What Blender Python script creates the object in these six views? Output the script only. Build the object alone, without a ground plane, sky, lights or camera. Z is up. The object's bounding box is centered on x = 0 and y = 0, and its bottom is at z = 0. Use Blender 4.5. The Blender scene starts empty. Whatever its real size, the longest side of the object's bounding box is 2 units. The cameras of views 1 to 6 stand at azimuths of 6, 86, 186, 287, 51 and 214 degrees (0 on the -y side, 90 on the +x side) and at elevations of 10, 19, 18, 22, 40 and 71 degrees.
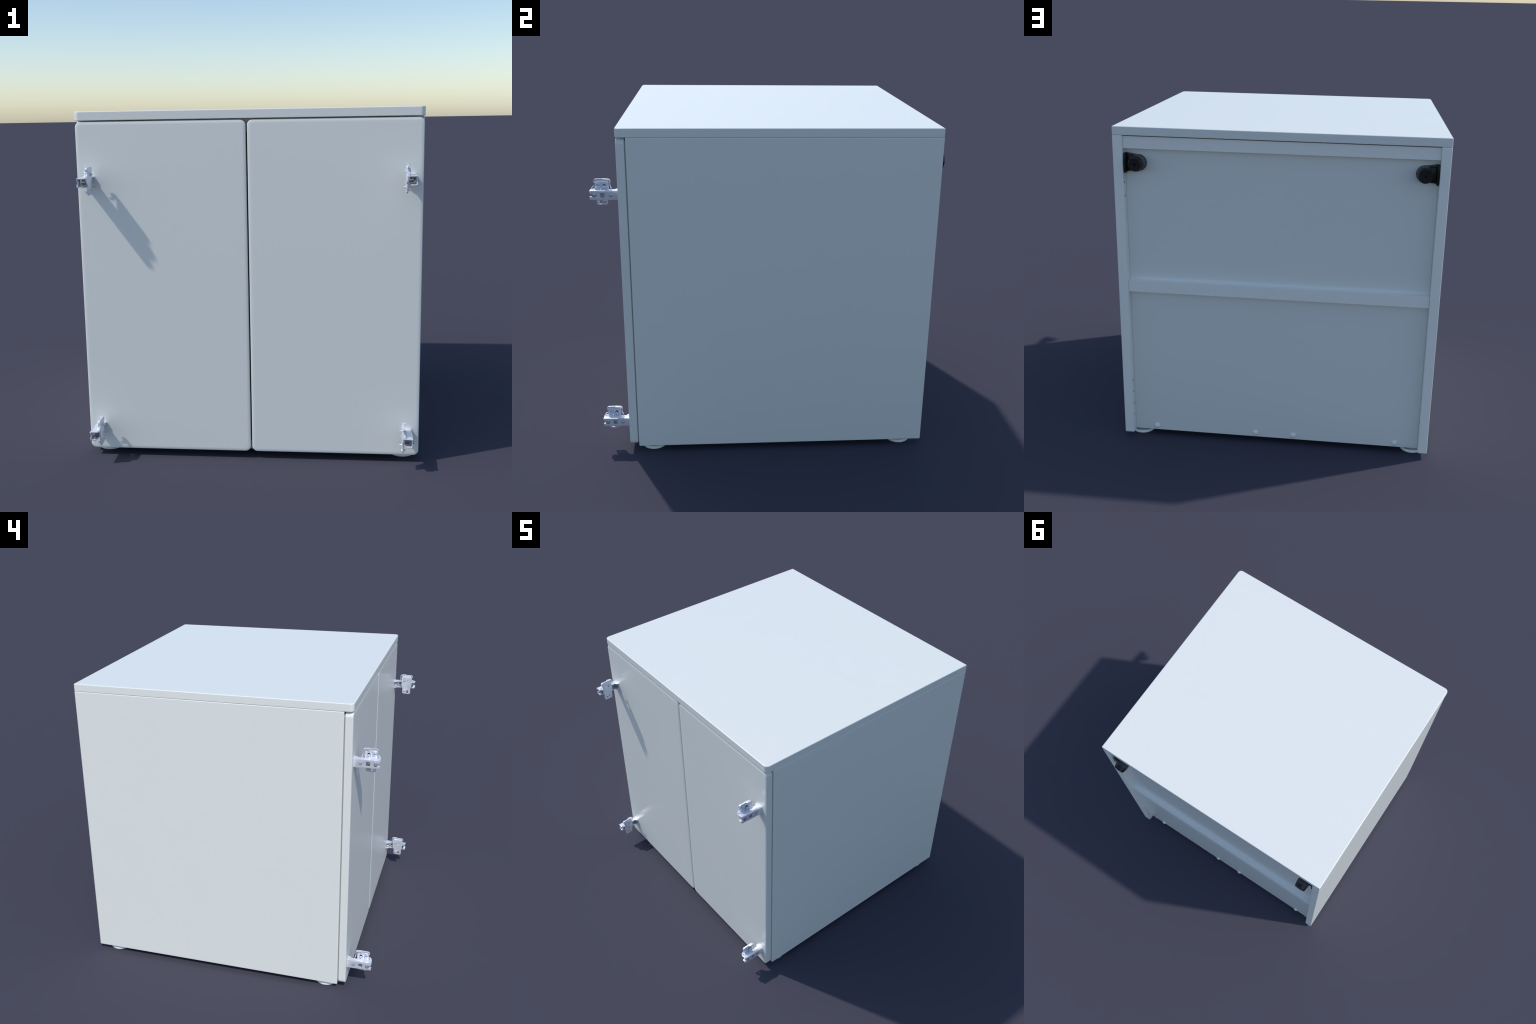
import bpy, bmesh, math
from mathutils import Vector

# ------------------------------------------------------------------ helpers
SC = bpy.context.scene.collection


def link(ob, parent=None):
    SC.objects.link(ob)
    if parent is not None:
        ob.parent = parent
    return ob


def finish(me, mats, smooth_angle=35):
    """consistent normals, smooth shading split at sharp edges"""
    bm = bmesh.new()
    bm.from_mesh(me)
    bmesh.ops.remove_doubles(bm, verts=bm.verts, dist=1e-6)
    bmesh.ops.recalc_face_normals(bm, faces=bm.faces)
    for f in bm.faces:
        f.smooth = True
    lim = math.radians(smooth_angle)
    for e in bm.edges:
        if len(e.link_faces) == 2:
            e.smooth = e.calc_face_angle(0.0) < lim
    bm.to_mesh(me)
    bm.free()
    me.materials.clear()
    for m in mats:
        me.materials.append(m)
    me.update()


def make(name, me, parent, mats, weighted=True, angle=35):
    me.name = name
    finish(me, mats, angle)
    ob = link(bpy.data.objects.new(name, me), parent)
    if weighted:
        w = ob.modifiers.new("weighted_normals", 'WEIGHTED_NORMAL')
        w.keep_sharp = True
        w.weight = 100
    return ob


def rounded_rect(a0, a1, b0, b1, radii, inset, seg):
    """outline points, corners in order (a0,b0) (a1,b0) (a1,b1) (a0,b1)"""
    pts = []
    cs = [(a0, b0, 180), (a1, b0, 270), (a1, b1, 0), (a0, b1, 90)]
    for (ca, cb, st), r in zip(cs, radii):
        rr = max(r - inset, 2e-4)
        sa = 1 if ca == a0 else -1
        sb = 1 if cb == b0 else -1
        oa = ca + sa * (inset + rr)
        ob = cb + sb * (inset + rr)
        for k in range(seg + 1):
            t = math.radians(st + 90 * k / seg)
            pts.append((oa + rr * math.cos(t), ob + rr * math.sin(t)))
    return pts


AX = {'x': lambda a, b, d: (d, a, b), 'y': lambda a, b, d: (a, d, b), 'z': lambda a, b, d: (a, b, d)}


def add_loft(bm, loops, cap=True):
    rings = [[bm.verts.new(p) for p in lp] for lp in loops]
    n = len(rings[0])
    for r0, r1 in zip(rings, rings[1:]):
        for i in range(n):
            j = (i + 1) % n
            bm.faces.new((r0[i], r0[j], r1[j], r1[i]))
    if cap:
        bm.faces.new(rings[0])
        bm.faces.new(rings[-1])


def slab_loops(axis, a0, a1, b0, b1, d0, d1, r=0.004, lo=0.003, hi=0.003, seg=6, bseg=4, soft=None):
    """board with rounded outline and rounded edges; depth runs along `axis`"""
    if not isinstance(r, (tuple, list)):
        r = (r,) * 4
    r = [max(x, lo, hi) for x in r]
    prof = []
    if soft:        # wide, shallow dome towards the edge before the tight edge radius
        width, ang = soft
        ang = math.radians(ang)
        R = width / math.sin(ang)
        edge = lo * (1 - math.sin(ang))
        drop = R * (1 - math.cos(ang))
        for k in range(6):
            t = ang * k / 6
            prof.append((edge + width - R * math.sin(t), d0 + R * (1 - math.cos(t))))
        for k in range(bseg + 1):
            t = ang + (math.pi / 2 - ang) * k / bseg
            prof.append((lo * (1 - math.sin(t)), d0 + drop + lo * (math.cos(ang) - math.cos(t))))
    else:
        for k in range(bseg + 1):
            t = math.pi / 2 * k / bseg
            prof.append((lo * (1 - math.sin(t)), d0 + lo * (1 - math.cos(t))))
    for k in range(bseg + 1):
        t = math.pi / 2 * k / bseg
        prof.append((hi * (1 - math.cos(t)), d1 - hi * (1 - math.sin(t))))
    m = AX[axis]
    return [[m(a, b, d) for a, b in rounded_rect(a0, a1, b0, b1, r, ins, seg)] for ins, d in prof]


def slab(name, parent, mats, axis, *args, **kw):
    bm = bmesh.new()
    add_loft(bm, slab_loops(axis, *args, **kw))
    me = bpy.data.meshes.new(name)
    bm.to_mesh(me)
    bm.free()
    return make(name, me, parent, mats)


def lathe_loops(axis, ca, cb, profile, n=24, phase=0.0):
    """profile: (radius, depth) pairs"""
    m = AX[axis]
    out = []
    for r, d in profile:
        out.append([m(ca + max(r, 1e-5) * math.cos(2 * math.pi * (i + phase) / n),
                      cb + max(r, 1e-5) * math.sin(2 * math.pi * (i + phase) / n), d) for i in range(n)])
    return out


def circle_pts(ca, cb, r, n=16, ra=None):
    rb = r if ra is None else ra
    return [(ca + r * math.cos(2 * math.pi * i / n), cb + rb * math.sin(2 * math.pi * i / n)) for i in range(n)]


def plate_into(bm, axis, outlines, d0, d1, bevel=0.0012):
    """flat sheet cut to an outline (first loop) with holes (further loops)"""
    cu = bpy.data.curves.new("tmp_outline", 'CURVE')
    cu.dimensions = '2D'
    cu.fill_mode = 'BOTH'
    for pts in outlines:
        sp = cu.splines.new('POLY')
        sp.points.add(len(pts) - 1)
        for q, (a, b) in zip(sp.points, pts):
            q.co = (a, b, 0, 1)
        sp.use_cyclic_u = True
    cu.extrude = (d1 - d0) / 2 - bevel
    cu.bevel_depth = bevel
    cu.offset = -bevel
    cu.bevel_resolution = 1
    ob = bpy.data.objects.new("tmp_outline", cu)
    SC.objects.link(ob)
    bpy.context.view_layer.update()
    dg = bpy.context.evaluated_depsgraph_get()
    me = bpy.data.meshes.new_from_object(ob.evaluated_get(dg))
    bpy.data.objects.remove(ob)
    bpy.data.curves.remove(cu)
    m = AX[axis]
    c = (d0 + d1) / 2
    for v in me.vertices:
        a, b, d = v.co
        v.co = m(a, b, c + d)
    bm.from_mesh(me)
    bpy.data.meshes.remove(me)


def strip_into(bm, path, axis, d0, d1, th):
    """bent sheet-metal strip: path in the plane across `axis`, constant thickness"""
    n = len(path)
    left, right = [], []
    for i, p in enumerate(path):
        p = Vector(p)
        a = Vector(path[max(i - 1, 0)])
        b = Vector(path[min(i + 1, n - 1)])
        t = (b - a).normalized()
        nn = Vector((-t.y, t.x))
        left.append(p + nn * th / 2)
        right.append(p - nn * th / 2)
    loop = left + right[::-1]
    m = AX[axis]
    add_strip = [[m(q.x, q.y, d) for q in loop] for d in (d0, d1)]
    ra = [bm.verts.new(p) for p in add_strip[0]]
    rb = [bm.verts.new(p) for p in add_strip[1]]
    k = len(loop)
    for i in range(k):
        j = (i + 1) % k
        bm.faces.new((ra[i], ra[j], rb[j], rb[i]))
    for i in range(n - 1):
        j0, j1 = k - 1 - i, k - 2 - i
        bm.faces.new((ra[i], ra[i + 1], ra[j1], ra[j0]))
        bm.faces.new((rb[i], rb[i + 1], rb[j1], rb[j0]))


def arc(ca, cb, r, a0, a1, n=6):
    return [(ca + r * math.cos(math.radians(a0 + (a1 - a0) * i / n)),
             cb + r * math.sin(math.radians(a0 + (a1 - a0) * i / n))) for i in range(n + 1)]


def mesh_from(bm, name, mirror=1, shift=(0, 0, 0)):
    me = bpy.data.meshes.new(name)
    bm.to_mesh(me)
    bm.free()
    for v in me.vertices:
        v.co = ((v.co.x + shift[0]) * mirror, v.co.y + shift[1], v.co.z + shift[2])
    return me


# ---------------------------------------------------------------- materials
def material(name, color, rough, metallic=0.0, var=0.02, scale=6.0, bump=0.0, bump_scale=60.0, spec=0.5):
    m = bpy.data.materials.new(name)
    m.use_nodes = True
    nt = m.node_tree
    bs = nt.nodes["Principled BSDF"]
    bs.inputs["Roughness"].default_value = rough
    bs.inputs["Metallic"].default_value = metallic
    bs.inputs["Specular IOR Level"].default_value = spec
    tc = nt.nodes.new("ShaderNodeTexCoord")
    nz = nt.nodes.new("ShaderNodeTexNoise")
    nz.inputs["Scale"].default_value = scale
    nz.inputs["Detail"].default_value = 4
    nt.links.new(tc.outputs["Object"], nz.inputs["Vector"])
    rp = nt.nodes.new("ShaderNodeValToRGB")
    rp.color_ramp.elements[0].position = 0.3
    rp.color_ramp.elements[1].position = 0.7
    rp.color_ramp.elements[0].color = (*[c * (1 - var) for c in color], 1)
    rp.color_ramp.elements[1].color = (*[min(c * (1 + var), 1) for c in color], 1)
    nt.links.new(nz.outputs["Fac"], rp.inputs["Fac"])
    nt.links.new(rp.outputs["Color"], bs.inputs["Base Color"])
    if bump:
        n2 = nt.nodes.new("ShaderNodeTexNoise")
        n2.inputs["Scale"].default_value = bump_scale
        nt.links.new(tc.outputs["Object"], n2.inputs["Vector"])
        bp = nt.nodes.new("ShaderNodeBump")
        bp.inputs["Strength"].default_value = bump
        bp.inputs["Distance"].default_value = 0.002
        nt.links.new(n2.outputs["Fac"], bp.inputs["Height"])
        nt.links.new(bp.outputs["Normal"], bs.inputs["Normal"])
    return m


WHITE = material("white_laminate", (0.828, 0.844, 0.802), 0.30, var=0.003, scale=3.0)
PLASTIC = material("white_plastic", (0.93, 0.935, 0.89), 0.4, var=0.01)
STEEL = material("zinc_plated_steel", (0.84, 0.865, 0.94), 0.27, metallic=0.42, var=0.03, scale=40, bump=0.05, bump_scale=120)
SCREW = material("nickel_screw", (0.70, 0.73, 0.83), 0.3, metallic=0.5, var=0.04, scale=60)
BLACK = material("black_plastic", (0.006, 0.0065, 0.0075), 0.30, var=0.1, scale=20)
EDGE = material("white_edge_banding", (0.93, 0.93, 0.875), 0.42, var=0.004, scale=4.0)
HOLE_SHADE = material("painted_hole_shadow", (0.22, 0.20, 0.17), 0.9, var=0.1, scale=80)  # dark base colour paints the shadow inside the drilled holes
RECESS_SHADE = material("steel_darkened_for_recess", (0.30, 0.32, 0.34), 0.22, metallic=0.9, var=0.1, scale=60)  # steel darkened to bake recess shade into the hinge interior
SKY_TINT = material("black_plastic_sky_lightened", (0.060, 0.064, 0.069), 0.45, var=0.1, scale=20)  # knob's black plastic lightened for the sky reflected on its facets

# ------------------------------------------------------------------ cabinet
root = bpy.data.objects.new("storage_cabinet", None)
link(root)
root["label"] = "white two-door storage cabinet with steel hinges outside"
root["category"] = "cabinet"

SX_OUT, SX_IN = 0.9527, 0.8955       # side panels
Y_FRONT, Y_BACK = -0.785, 0.962
Z_BOT, Z_SIDE = 0.0345, 1.9373
TOP_Z0, TOP_Z1 = 1.9379, 1.9882

slab("top_panel", root, [WHITE], 'z', -0.9525, 0.9525, -0.8425, 0.9612, TOP_Z0, TOP_Z1,
     r=(0.028, 0.028, 0.005, 0.005), lo=0.0035, hi=0.0055, seg=10)

for sgn in (1, -1):
    bm = bmesh.new()
    d0, d1 = (SX_IN, SX_OUT) if sgn > 0 else (-SX_OUT, -SX_IN)
    add_loft(bm, slab_loops('x', Y_FRONT, Y_BACK, Z_BOT, Z_SIDE, d0, d1, r=0.004,
                            lo=0.003 if sgn > 0 else 0.0058, hi=0.0058 if sgn > 0 else 0.003))
    panel = make("side_panel", mesh_from(bm, "side_panel"), root, [WHITE])
    # row of pre-drilled holes on the inner face behind the back panel
    bm = bmesh.new()
    for hz in (0.155, 0.232, 0.312, 0.394, 1.582, 1.662):
        add_loft(bm, lathe_loops('x', 0.939, hz, [(0.0072, sgn * (SX_IN - 0.01)), (0.0072, sgn * (SX_IN + 0.02))], n=12))
    cut = link(bpy.data.objects.new("drill_helper", mesh_from(bm, "drill_helper")))
    finish(cut.data, [WHITE])
    md = panel.modifiers.new("holes", 'BOOLEAN')
    md.operation = 'DIFFERENCE'
    md.solver = 'EXACT'
    md.object = cut
    panel.modifiers.move(1, 0)
    bpy.context.view_layer.update()
    ev = panel.evaluated_get(bpy.context.evaluated_depsgraph_get())
    new = bpy.data.meshes.new_from_object(ev)
    panel.modifiers.clear()
    old = panel.data
    panel.data = new
    new.name = "side_panel"
    new.materials.append(EDGE)
    new.materials.append(HOLE_SHADE)
    for p in new.polygons:          # banded rear edge
        if p.normal.y > 0.9 and p.center.y > Y_BACK - 0.002:
            p.material_index = 1
        elif SX_IN + 0.004 < abs(p.center.x) < SX_IN + 0.0205 and 0.93 < p.center.y < 0.948:
            p.material_index = 2    # shadow colour painted inside the drilled holes
    bpy.data.meshes.remove(old)
    bpy.data.objects.remove(cut)

# doors: large-radius soft front edge
for sgn in (1, -1):
    x0, x1 = sorted((sgn * 0.0042, sgn * 0.9475))
    slab("door", root, [WHITE], 'y', x0, x1, 0.0432, 1.9318, -0.8405, -0.7915,
         r=0.031, lo=0.0045, hi=0.0045, seg=10, bseg=5, soft=(0.016, 14))

# slim filler between door edge and side panel; setback tunes the gap's darkness
for sgn in (1, -1):
    x0, x1 = sorted((sgn * 0.900, sgn * 0.9310))
    slab("gap_filler_strip", root, [WHITE], 'y', x0, x1, 0.06, 1.915, -0.7912, -0.7853, r=0.001, lo=0.0008, hi=0.0008, bseg=1,
         seg=1)

XI = SX_IN - 0.0005
slab("back_panel", root, [WHITE], 'y', -XI, XI, 0.0385, 1.925, 0.889, 0.9105, r=0.001, lo=0.001, hi=0.001, bseg=1)
slab("bottom_panel", root, [WHITE], 'z', -XI, XI, -0.7845, 0.8885, 0.0355, 0.090, r=0.002, lo=0.001, hi=0.001, bseg=1)
slab("back_rail", root, [EDGE], 'y', -XI, XI, 1.8615, 1.9318, 0.9060, 0.946, r=0.001, lo=0.0008, hi=0.0008, bseg=2)
slab("back_rail", root, [EDGE], 'y', -XI, XI, 0.9895, 1.0615, 0.9060, 0.946, r=0.001, lo=0.0008, hi=0.0008, bseg=2)
slab("front_rail", root, [WHITE], 'y', -XI, XI, 1.866, 1.9374, -0.7845, -0.735, r=0.002, lo=0.0015, hi=0.0015, bseg=2)

# round screw caps along the lower edge of the back panel
bm = bmesh.new()
prof = [(0.0182, 0.9100), (0.0182, 0.9120)] + [(0.0182 * math.cos(t), 0.9120 + 0.011 * math.sin(t)) for t in
                                              (0.3, 0.6, 0.9, 1.2, 1.45)]
add_loft(bm, lathe_loops('y', 0, 0, prof, n=16))
cap_me = mesh_from(bm, "screw_cap")
finish(cap_me, [PLASTIC], 60)
for cx in (0.757, 0.1205, -0.119, -0.755):
    ob = link(bpy.data.objects.new("screw_cap", cap_me), root)
    ob.location = (cx, 0, 0.0665)

# levelling feet: dished white discs on a short stem
bm = bmesh.new()
prof = [(0.060, 0.0), (0.0705, 0.0006), (0.0728, 0.003), (0.0733, 0.009), (0.0705, 0.0155), (0.0670, 0.019),
        (0.0640, 0.0190), (0.0600, 0.0130), (0.0420, 0.0110), (0.0400, 0.0125), (0.0300, 0.0250), (0.0240, 0.0270),
        (0.0240, 0.0352)]
add_loft(bm, lathe_loops('z', 0, 0, prof, n=40))
foot_me = mesh_from(bm, "levelling_foot")
finish(foot_me, [PLASTIC], 50)
for fx in (0.864, -0.864):
    for fy in (-0.696, 0.836):
        ob = link(bpy.data.objects.new("levelling_foot", foot_me), root)
        ob.location = (fx, fy, 0)

# ------------------------------------------ black brackets with knobs at the back
KX, KZ = 0.8155, 1.7785
for sgn in (1, -1):
    bm = bmesh.new()
    # teardrop base plate: tall edge at the side panel tapering round the knob
    out = [(SX_IN - 0.001, 1.7165), (SX_IN - 0.001, 1.834), (0.885, 1.8345)]
    out += arc(KX, KZ - 0.002, 0.0485, 82, 278, 16)
    out += [(0.866, 1.7265), (0.885, 1.7235)]
    plate_into(bm, 'y', [out], 0.9108, 0.9240, 0.002)
    # flange screwed to the side panel
    add_loft(bm, slab_loops('x', 0.9110, 0.950, 1.7165, 1.8345, 0.8815, SX_IN - 0.0008, r=0.014, lo=0.003, hi=0.001,
                            seg=5, bseg=2))
    # stiffening ribs
    for rz in (1.7355, 1.778, 1.817):
        add_loft(bm, slab_loops('z', 0.845, 0.886, 0.9235, 0.935, rz - 0.003, rz + 0.003, r=0.002, lo=0.001, hi=0.001,
                                seg=2, bseg=1))
    # flange screws
    for sz in (1.756, 1.797):
        add_loft(bm, lathe_loops('x', 0.935, sz, [(0.008, 0.883), (0.008, 0.8795), (0.005, 0.878)], n=12))
    me = mesh_from(bm, "wall_bracket", mirror=sgn)
    br = make("wall_bracket", me, root, [BLACK], weighted=False, angle=40)
    bm = bmesh.new()
    n = 14 if sgn > 0 else 12
    body = [(0.0470, 0.9230), (0.0460, 0.9740), (0.0440, 0.9770)]
    add_loft(bm, lathe_loops('y', 0, 0, body, n=n, phase=0.5))
    if sgn > 0:      # hexagonal end
        def hexa(r, k=24):
            pts = []
            for i in range(k):
                t = 2 * math.pi * i / k
                tt = (t % (math.pi / 3)) - math.pi / 6
                pts.append((r * math.cos(math.pi / 6) / math.cos(tt) * math.cos(t),
                            r * math.cos(math.pi / 6) / math.cos(tt) * math.sin(t)))
            return pts
        circ = circle_pts(0, 0, 0.0425, 24)
        loops = [circ, circ, hexa(0.0405), circle_pts(0, 0, 0.008, 24), circle_pts(0, 0, 0.007, 24)]
    else:
        circ = circle_pts(0, 0, 0.0425, 24)
        loops = [circ, circ, circle_pts(0, 0, 0.0390, 24), circle_pts(0, 0, 0.008, 24), circle_pts(0, 0, 0.007, 24)]
    ds = [0.975, 0.9895, 1.0, 0.9995, 0.972]
    add_loft(bm, [[(a, d, b) for a, b in lp] for lp, d in zip(loops, ds)])
    me = mesh_from(bm, "knob")
    kb = make("knob", me, br, [BLACK, SKY_TINT], weighted=False, angle=24)
    for p in kb.data.polygons:      # sleeve facets behind the cap, coloured paler for reflected sky
        if p.center.y < 0.974 and abs(p.normal.y) < 0.5:
            p.material_index = 1
    kb.location = (sgn * KX, 0, KZ)

# ------------------------------------------------------------------- hinges
# Built for the +x side around the arm's centre line (z = 0), mirrored for -x.


def screw_into(bm, axis, a, b, d, sign, r, head=0.004, n=18):
    """pan-head screw with a sunk cross slot, head growing along sign*axis"""
    prof = [(r, d - sign * 0.006), (r, d + sign * head * 0.35), (r * 0.86, d + sign * head * 0.85),
            (r * 0.62, d + sign * head), (r * 0.34, d + sign * head), (r * 0.22, d + sign * head * 0.1)]
    add_loft(bm, lathe_loops(axis, a, b, prof, n=n))


def hinge_arm(mirror):
    bm = bmesh.new()
    HZ = 0.0262
    Y0, Y1 = -1.0, -0.833
    # outer web with the tip notch, square window and rear screw hole
    web = [(Y1, -HZ), (Y1, HZ), (Y0 + 0.002, HZ), (Y0, HZ - 0.002), (Y0 + 0.003, 0.0075)]
    web += arc(-0.9845, 0.0005, 0.0075, 90, -90, 6)
    web += [(Y0 + 0.002, -0.007), (Y0 + 0.001, -HZ + 0.004), (Y0 + 0.004, -HZ)]
    sq = [(-0.9395, -0.0135), (-0.9155, -0.0135), (-0.9155, 0.0135), (-0.9395, 0.0135)]
    # depth is tilted by the vertex remap below, so window edges stay true
    plate_into(bm, 'x', [web, sq[::-1]], 0.8985, 0.9045, 0.0012)
    # flanges top and bottom; the top one flares into a knuckle at the door
    top = [(0.9035, Y0 + 0.001), (0.9035, Y1), (0.8490, Y1), (0.8490, -0.850), (0.8530, -0.858), (0.8650, -0.862),
           (0.8655, -0.935), (0.8530, -0.945), (0.8520, -0.985), (0.8600, -0.997), (0.8680, Y0 + 0.002)]
    plate_into(bm, 'z', [top], HZ - 0.0062, HZ, 0.0012)
    bot = [(0.9035, Y0 + 0.003), (0.9035, Y1), (0.8500, Y1), (0.8500, -0.850), (0.8540, -0.858), (0.8660, -0.862),
           (0.8655, -0.905), (0.8760, -0.912), (0.8760, -0.925), (0.8655, -0.932), (0.8700, Y0 + 0.006),
           (0.8740, Y0 + 0.003)]
    plate_into(bm, 'z', [bot], -HZ, -HZ + 0.0062, 0.0012)
    # dished seat round the adjusting screw
    add_loft(bm, lathe_loops('x', -0.9715, 0.0005, [(0.0155, 0.9040), (0.0150, 0.9052), (0.0125, 0.9052),
                                                    (0.0115, 0.9040)], n=20))
    for v in bm.verts:      # the arm leans in slightly towards its tip
        v.co.x += -0.0042 * (v.co.y + 0.842) / -0.158 + 0.0008
    return mesh_from(bm, "hinge", mirror)


def hinge_carriage(mirror):
    bm = bmesh.new()
    # inner carriage blocks held inside the channel, either side of the window
    for ya, yb in ((-0.984, -0.952), (-0.908, -0.893)):
        add_loft(bm, slab_loops('x', ya, yb, -0.0115, 0.0115, 0.8580, 0.8820, r=0.004, lo=0.002, hi=0.002, bseg=2,
                                seg=3))
    # threaded end of the rear screw
    add_loft(bm, lathe_loops('x', -0.8812, 0.001, [(0.0070, 0.8880), (0.0085, 0.8900), (0.0085, 0.8990)], n=14))
    # knuckle barrels next to the door
    for zz in (-0.0105, 0.0105):
        add_loft(bm, lathe_loops('y', 0.872, zz, [(0.0055, -0.8580), (0.0065, -0.8560), (0.0065, -0.8350)], n=14))
    # dark discs round screws and pins
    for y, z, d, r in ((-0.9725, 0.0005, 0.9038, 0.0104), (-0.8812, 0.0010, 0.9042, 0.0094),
                       (-0.9595, 0.0505, 0.8586, 0.0122), (-0.9230, 0.0345, 0.8575, 0.0128),
                       (-0.9230, -0.0455, 0.8540, 0.0103)):
        add_loft(bm, lathe_loops('x', y, z, [(r, d - 0.002), (r, d + 0.0012), (r - 0.001, d + 0.0016)], n=20))
    for py, pz in ((-0.9225, 0.0420), (-0.9230, -0.0395)):
        add_loft(bm, lathe_loops('x', py, pz, [(0.0078, 0.8475), (0.0078, 0.8449)], n=16))
    return mesh_from(bm, "adjusting_carriage", mirror)


def hinge_plate(mirror):
    bm = bmesh.new()
    out = [(-0.8975, 0.0640), (-0.8975, -0.0080), (-0.9060, -0.0180), (-0.9065, -0.0540)]
    out += arc(-0.9185, -0.0555, 0.0120, 0, -80, 5)
    out += [(-0.9330, -0.0675), (-0.9360, -0.0645), (-0.9390, -0.0680), (-0.9560, -0.0690)]
    out += arc(-0.9575, -0.0580, 0.0105, -80, -180, 5)
    out += [(-0.9675, -0.0180), (-0.9755, -0.0080), (-0.9750, 0.0640), (-0.9690, 0.0720), (-0.9040, 0.0720)]
    key = [(-0.9310, 0.0330), (-0.9310, 0.0480), (-0.9275, 0.0530), (-0.9185, 0.0530), (-0.9150, 0.0480),
           (-0.9150, 0.0330)]
    notch = [(-0.9380, -0.0575), (-0.9390, -0.0460), (-0.9440, -0.0410), (-0.9520, -0.0420), (-0.9540, -0.0465),
             (-0.9490, -0.0490), (-0.9550, -0.0540), (-0.9540, -0.0610), (-0.9430, -0.0625)]
    slit = [(-0.9475, 0.0270), (-0.9475, 0.0440), (-0.9435, 0.0440), (-0.9435, 0.0270)]
    plate_into(bm, 'x', [out, key, notch, slit], 0.8460, 0.8545, 0.0014)
    # raised shoulders on the outer face
    add_loft(bm, slab_loops('x', -0.9745, -0.9450, 0.0230, 0.0680, 0.8540, 0.8590, r=0.006, lo=0.0005, hi=0.002, bseg=2))
    add_loft(bm, slab_loops('x', -0.9140, -0.8985, 0.0230, 0.0690, 0.8540, 0.8580, r=0.004, lo=0.0005, hi=0.002, bseg=2))
    # block joining plate and arm
    add_loft(bm, slab_loops('x', -0.9720, -0.9010, -0.0170, 0.0260, 0.8535, 0.8640, r=0.004, lo=0.0005, hi=0.002, bseg=2))
    # rings stamped round the pins, small dimples
    for (py, pz, pr) in ((-0.9225, 0.0420, 0.0090), (-0.9230, -0.0395, 0.0090), (-0.9470, 0.0560, 0.0045),
                         (-0.9420, -0.0310, 0.0040)):
        add_loft(bm, lathe_loops('x', py, pz, [(pr, 0.8468), (pr, 0.8450), (pr - 0.0016, 0.8446), (pr - 0.0022, 0.8468)],
                                 n=16), cap=False)
    # hooded top edge, curling down at both ends
    hood = [(-0.8885, 0.0610)] + arc(-0.9000, 0.0690, 0.0110, -25, 90, 6) + [(-0.9220, 0.0815), (-0.9400, 0.0805)]
    hood += arc(-0.9660, 0.0670, 0.0135, 90, 185, 6) + [(-0.9765, 0.0610)]
    strip_into(bm, hood, 'x', 0.8480, 0.8575, 0.0042)
    strip_into(bm, hood[2:9] + [(-0.9290, 0.0811)], 'x', 0.8570, 0.8670, 0.0040)
    add_loft(bm, slab_loops('x', -0.9700, -0.9030, 0.0700, 0.0795, 0.8490, 0.8545, r=0.003, lo=0.0008, hi=0.0008, bseg=1))
    # spring tabs
    strip_into(bm, [(-0.8900, 0.0640), (-0.8905, 0.0480), (-0.8865, 0.0360), (-0.8825, 0.0280)], 'x', 0.8500, 0.8620, 0.0040)
    strip_into(bm, [(-0.9800, 0.0430), (-0.9850, 0.0385), (-0.9905, 0.0330), (-0.9930, 0.0290)], 'x', 0.8520, 0.8620, 0.0050)
    # locating pins on the inner face and sleeves at the outer one
    for (py, pz) in ((-0.9225, 0.0420), (-0.9230, -0.0395)):
        add_loft(bm, lathe_loops('x', py, pz, [(0.0040, 0.8345), (0.0052, 0.8355), (0.0052, 0.8470)], n=12))
    add_loft(bm, lathe_loops('x', -0.9590, -0.0520, [(0.0055, 0.8500), (0.0055, 0.8650), (0.0040, 0.8665)], n=12))
    return mesh_from(bm, "mounting_plate", mirror)


def hinge_screw(mirror, axis, a, b, d, r, head=0.004):
    bm = bmesh.new()
    screw_into(bm, axis, a, b, d, 1, r, head)
    return mesh_from(bm, "screw", mirror)


SCREWS = (  # y, z, seat x, radius, head height
    (-0.9725, 0.0005, 0.9010, 0.0092, 0.0050),
    (-0.8812, 0.0010, 0.9045, 0.0085, 0.0022),
    (-0.9595, 0.0505, 0.8590, 0.0115, 0.0075),
    (-0.9230, 0.0345, 0.8620, 0.0122, 0.0090),
    (-0.9230, -0.0455, 0.8545, 0.0095, 0.0060),
)
for sgn in (1, -1):
    arm_me = hinge_arm(sgn)
    plate_me = hinge_plate(sgn)
    finish(arm_me, [STEEL])
    finish(plate_me, [STEEL])
    carriage_me = hinge_carriage(sgn)
    finish(carriage_me, [RECESS_SHADE])
    screw_mes = []
    for y, z, d, r, hd in SCREWS:
        s = hinge_screw(sgn, 'x', y, z, d, r, hd)
        finish(s, [SCREW], 40)
        screw_mes.append(s)
    for zc in (1.608, 0.177):
        arm = link(bpy.data.objects.new("hinge", arm_me), root)
        arm.location = (0, 0, zc)
        link(bpy.data.objects.new("mounting_plate", plate_me), arm)
        link(bpy.data.objects.new("adjusting_carriage", carriage_me), arm)
        for s in screw_mes:
            link(bpy.data.objects.new("screw", s), arm)
